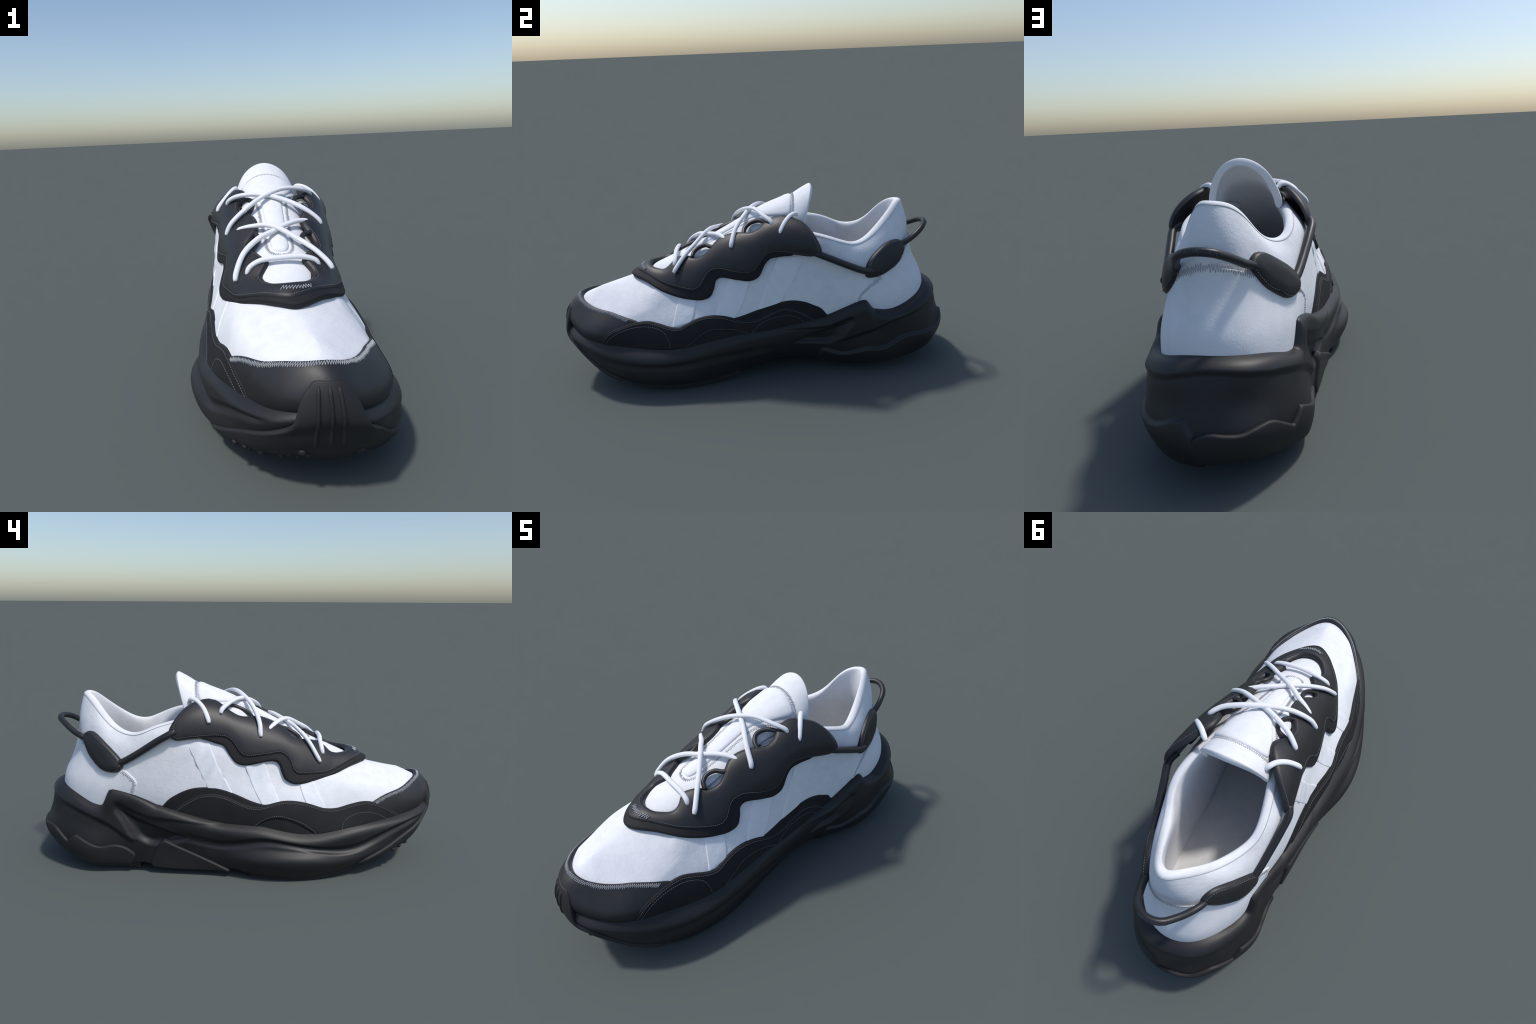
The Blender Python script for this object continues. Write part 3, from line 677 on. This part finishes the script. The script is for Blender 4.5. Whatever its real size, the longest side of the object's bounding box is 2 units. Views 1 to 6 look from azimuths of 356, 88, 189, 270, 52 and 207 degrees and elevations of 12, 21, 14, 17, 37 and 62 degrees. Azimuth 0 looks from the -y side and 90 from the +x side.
# ------------------------------------------------------------------ tongue pad
PAD = [(1.38,4),(1.42,3.5),(1.6,3.2),(2.2,3.15),(3.2,3.05),(4.0,2.95),(4.5,2.6),(5.0,2.05),(5.5,1.75),(6.0,1.6),(6.2,1.75),(6.35,2.6),(6.42,4),
       (6.35,5.4),(6.2,6.25),(6.0,6.4),(5.5,6.25),(5.0,5.95),(4.5,5.4),(4,5.05),(3.2,4.95),(2.2,4.85),(1.6,4.8),(1.42,4.5)]
def build_pad():
    ob = panel('tongue_pad', tongue, PAD, M_LINING, root, thick=.009, round_=.014, puff=(.005, .04), grid=.01, step=.006, base=-.004)
    c = np.array([4.2, 4.0]); q = [(4.2 + (u - 4.2) * 1.0, v) for u, v in PAD]
    S = np.array([tongue.su, tongue.sv]); p = smooth_path(np.array(PAD + PAD[:1]) * S, .01)
    t = np.gradient(p, axis=0); t /= np.linalg.norm(t, axis=1)[:, None] + 1e-12
    o = p + np.stack([-t[:, 1], t[:, 0]], 1) * (.014 if inside((p + np.stack([-t[:, 1], t[:, 0]], 1) * .005)[:1], p)[0] == False else -.014)
    zigzag('tongue_stitching', tongue, o / S, M_THREAD, ob, h=.001, amp=.007, pitch=.008, r=.0008)

# ------------------------------------------------------------------ heel pods, cords and pull loop
POD_LAT = [(11.30,2.62),(10.6,3.02),(9.95,3.12),(9.50,2.80),(9.30,2.25),(9.32,1.88),(9.62,1.82),(10.2,1.98),(10.9,2.16),(11.32,2.38)]
POD_MED = [(14.36,2.52),(14.62,2.78),(15.3,2.95),(16.1,2.85),(16.62,2.43),(16.77,2.05),(16.66,1.80),(16.35,1.76),(15.6,1.93),(14.75,2.15)]
def build_heel_parts():
    for o in (POD_LAT, POD_MED):
        pod = panel('heel_pod', upper, o, M_BLACK, root, thick=.016, round_=.014, puff=(.008, .04), lift=.004, grid=.009, base=-.008)
        S = np.array([upper.su, upper.sv]); L = smooth_path(np.array(o) * S, .006, True); c = L.mean(0)
        L = L + (c - L) * (.012 / np.linalg.norm(c - L, axis=1))[:, None]
        stitch('pod_stitching', upper, L / S, M_THREAD_D, pod, h=.0205, dash=.007, gap=.004)
    loop = [(.112,.700,.612),(.122,.722,.630),(.126,.745,.642),(.104,.81,.675),(.075,.855,.707),(.022,.880,.722),(-.03,.872,.716),(-.072,.83,.690),(-.10,.785,.662),(-.118,.745,.645),(-.118,.720,.630),(-.108,.695,.612)]
    p = smooth_path(loop, .008); v, f = tube(p, .0138, 14)
    fix_normals(add_mesh('heel_pull_loop', v, f, M_CORD, root))
    # lettering printed on the outer face of the loop
    cu = bpy.data.curves.new('lettering', 'FONT'); cu.body = 'OZWEEGO'; cu.size = .021; cu.extrude = .0006; cu.align_x = 'CENTER'; cu.align_y = 'CENTER'
    tmp = bpy.data.objects.new('lettering', cu); bpy.context.scene.collection.objects.link(tmp)
    bpy.context.view_layer.update()
    me = bpy.data.meshes.new_from_object(tmp.evaluated_get(bpy.context.evaluated_depsgraph_get()))
    bpy.data.objects.remove(tmp)
    L = np.concatenate([[0], np.cumsum(np.linalg.norm(np.diff(p, axis=0), axis=1))]); mid = L[len(p) // 2]
    T = np.gradient(p, axis=0); T /= np.linalg.norm(T, axis=1)[:, None]
    for q in me.vertices:
        s = mid + q.co.x
        c = np.array([np.interp(s, L, p[:, k]) for k in range(3)]); t = np.array([np.interp(s, L, T[:, k]) for k in range(3)])
        out = np.array([c[0] * .8, 1.0, .25]); out -= t * (out @ t); out /= np.linalg.norm(out); up = np.cross(out, t)
        a = q.co.y / .0138
        d = out * math.cos(a) + (up if up[2] > 0 else -up) * math.sin(a)
        q.co = Vector(c + d * (.0138 + .0004 + q.co.z))
    me.materials.clear(); me.materials.append(M_PRINT)
    tx = bpy.data.objects.new('loop_lettering', me); tx.parent = root; bpy.context.scene.collection.objects.link(tx)
    for c in ([(.272,.25,.688),(.290,.295,.673),(.278,.37,.634),(.262,.45,.592),(.247,.526,.556),(.236,.575,.545)], [(-.250,.28,.705),(-.262,.31,.690),(-.257,.37,.655),(-.243,.45,.602),(-.228,.526,.556),(-.215,.57,.535)]):
        p = smooth_path(c, .01); v, f = tube(p, .0165, 12)
        fix_normals(add_mesh('side_cord', v, f, M_CORD, root))

# ------------------------------------------------------------------ outsole, toe bumper
def bumper_surf():
    G = []
    for k in (-4, -3, -2, -1, 0, 1, 2, 3, 4):
        S = SOLE[k % 26]; a = upper.pos([k], [1.25])[0]; b = upper.pos([k], [2.2])[0]
        row = [S[0], S[1], S[2], S[3], tuple(a), tuple(b)]
        G.append(row)
    return Surf(G, False, su=.14, sv=.07)
bumper = bumper_surf()
BUMPER = [(3.62,4.60),(3.52,4.3),(3.42,4.0),(3.36,3.5),(3.32,3.0),(3.18,2.45),(2.85,2.08),(2.2,1.72),(1.66,1.30),(1.1,.85),(.75,.45)] + corner((.6,.15)) + [(1.2,.03),(2.2,.03),(4,.03),(6,.03),(7,.03)] + corner((7.4,.15)) + \
         [(7.15,.62),(6.65,.95),(6.1,1.25),(5.65,1.75),(5.3,2.35),(5.0,2.85),(4.88,3.3),(4.80,3.7),(4.68,4.15),(4.56,4.45),(4.42,4.63),(4.0,4.68)]
def build_outsole():
    b = panel('toe_bumper', bumper, BUMPER, M_OUT, root, thick=.011, round_=.010, lift=.002, base=-.010)
    for a, c in ((-.26, -.30), (-.03, -.01), (.20, .27)):
        p = np.stack([np.linspace(4 + a, 4 + c, 40), np.linspace(4.35, .95, 40)], 1)
        r = .0065 * np.sqrt(np.clip(np.minimum(np.arange(40), 39 - np.arange(40)) / 3 + .05, 0, 1))
        v, f = tube(bumper.at(p, .0115), r, 10)
        fix_normals(add_mesh('bumper_rib', v, f, M_OUT, b))
    studs = [(1.95,.55),(2.3,.5),(2.75,.42),(3.3,.52),(3.5,.85),(3.62,.55),(3.45,.25),(4.85,.8),(5.12,.55),(3.15,.22),(2.85,.25),(2.4,.3)]
    me = bpy.data.meshes.new('tread_stud'); bm = bmesh.new(); bmesh.ops.create_icosphere(bm, subdivisions=3, radius=.0135); bm.to_mesh(me); bm.free()
    me.polygons.foreach_set('use_smooth', [True] * len(me.polygons)); me.materials.append(M_OUT)
    for u, v in studs:
        p = bumper.at([(u, v)], .011)[0]; o = bpy.data.objects.new('tread_stud', me); o.location = p
        s = .75 + .5 * random.random(); o.scale = (s, s, s * .9); o.parent = b
        bpy.context.scene.collection.objects.link(o)
    zig = [(12.48,.75),(12.79,1.15),(13.06,1.28),(13.45,1.22),(13.73,1.20),(14.04,1.33),(14.32,1.42),(14.5,1.37),(14.72,1.2)] + corner((15.0,.96),(15.36,1.49)) + \
          [(15.6,1.40),(15.87,1.26),(16.29,1.07),(16.72,1.14),(16.97,1.05),(17.20,.81),(17.33,.54)] + corner((17.22,.03)) + [(16,.03),(15,.03),(14,.03),(13,.03)] + corner((12.4,.3))
    panel('heel_guard', sole, zig, M_OUT, root, thick=.012, round_=.006, lift=.001, base=-.015)
    tri = corner((18.02,1.60)) + [(17.93,1.43),(17.79,.76),(17.70,.32)] + corner((17.72,.05)) + [(18.3,.02)] + corner((19.3,.02),(19.3,.10)) + [(18.55,1.02)]
    panel('arch_guard', sole, tri, M_OUT, root, thick=.011, round_=.006, lift=.0, base=-.02)
    for name, lo, hi, d in (('forefoot_tread', 3.55, 6.2, .012), ('heel_tread', 8.6, 12.4, .02)):
        us = np.linspace(lo, hi, 40)
        A = sole.pos(us, np.zeros(40)); B = sole.pos(26 - us, np.zeros(40))
        A = A + inward(A, .7) * d; B = B + inward(B, .7) * d
        k = 20; top = []; bot = []
        for a, c in zip(A, B):
            for s in range(k + 1):
                w = s / k; p = a * (1 - w) + c * w
                top.append(p + np.array([0, 0, .012])); q = p.copy(); q[2] = max(0.0, p[2] - .026); bot.append(q)
        n = len(top); F = grid_faces(40, k + 1); F2 = F + [tuple(n + i for i in f[::-1]) for f in F]
        rim = [(i * (k + 1)) for i in range(40)] + [39 * (k + 1) + s for s in range(1, k + 1)] + [i * (k + 1) + k for i in range(38, -1, -1)] + [s for s in range(k - 1, 0, -1)]
        for a, c in zip(rim, rim[1:] + rim[:1]): F2.append((a, c, n + c, n + a))
        fix_normals(add_mesh(name, top + bot, F2, M_OUT, root, smooth=False))

if not PROBE:
    build_sole(); build_upper(); build_lining(); build_insole(); build_vamp_lining(); build_collar_seam(); build_tongue(); build_laces()
    build_overlays(); build_heel_counter(); build_stripes(); build_eyestay(); build_pad(); build_heel_parts(); build_outsole()
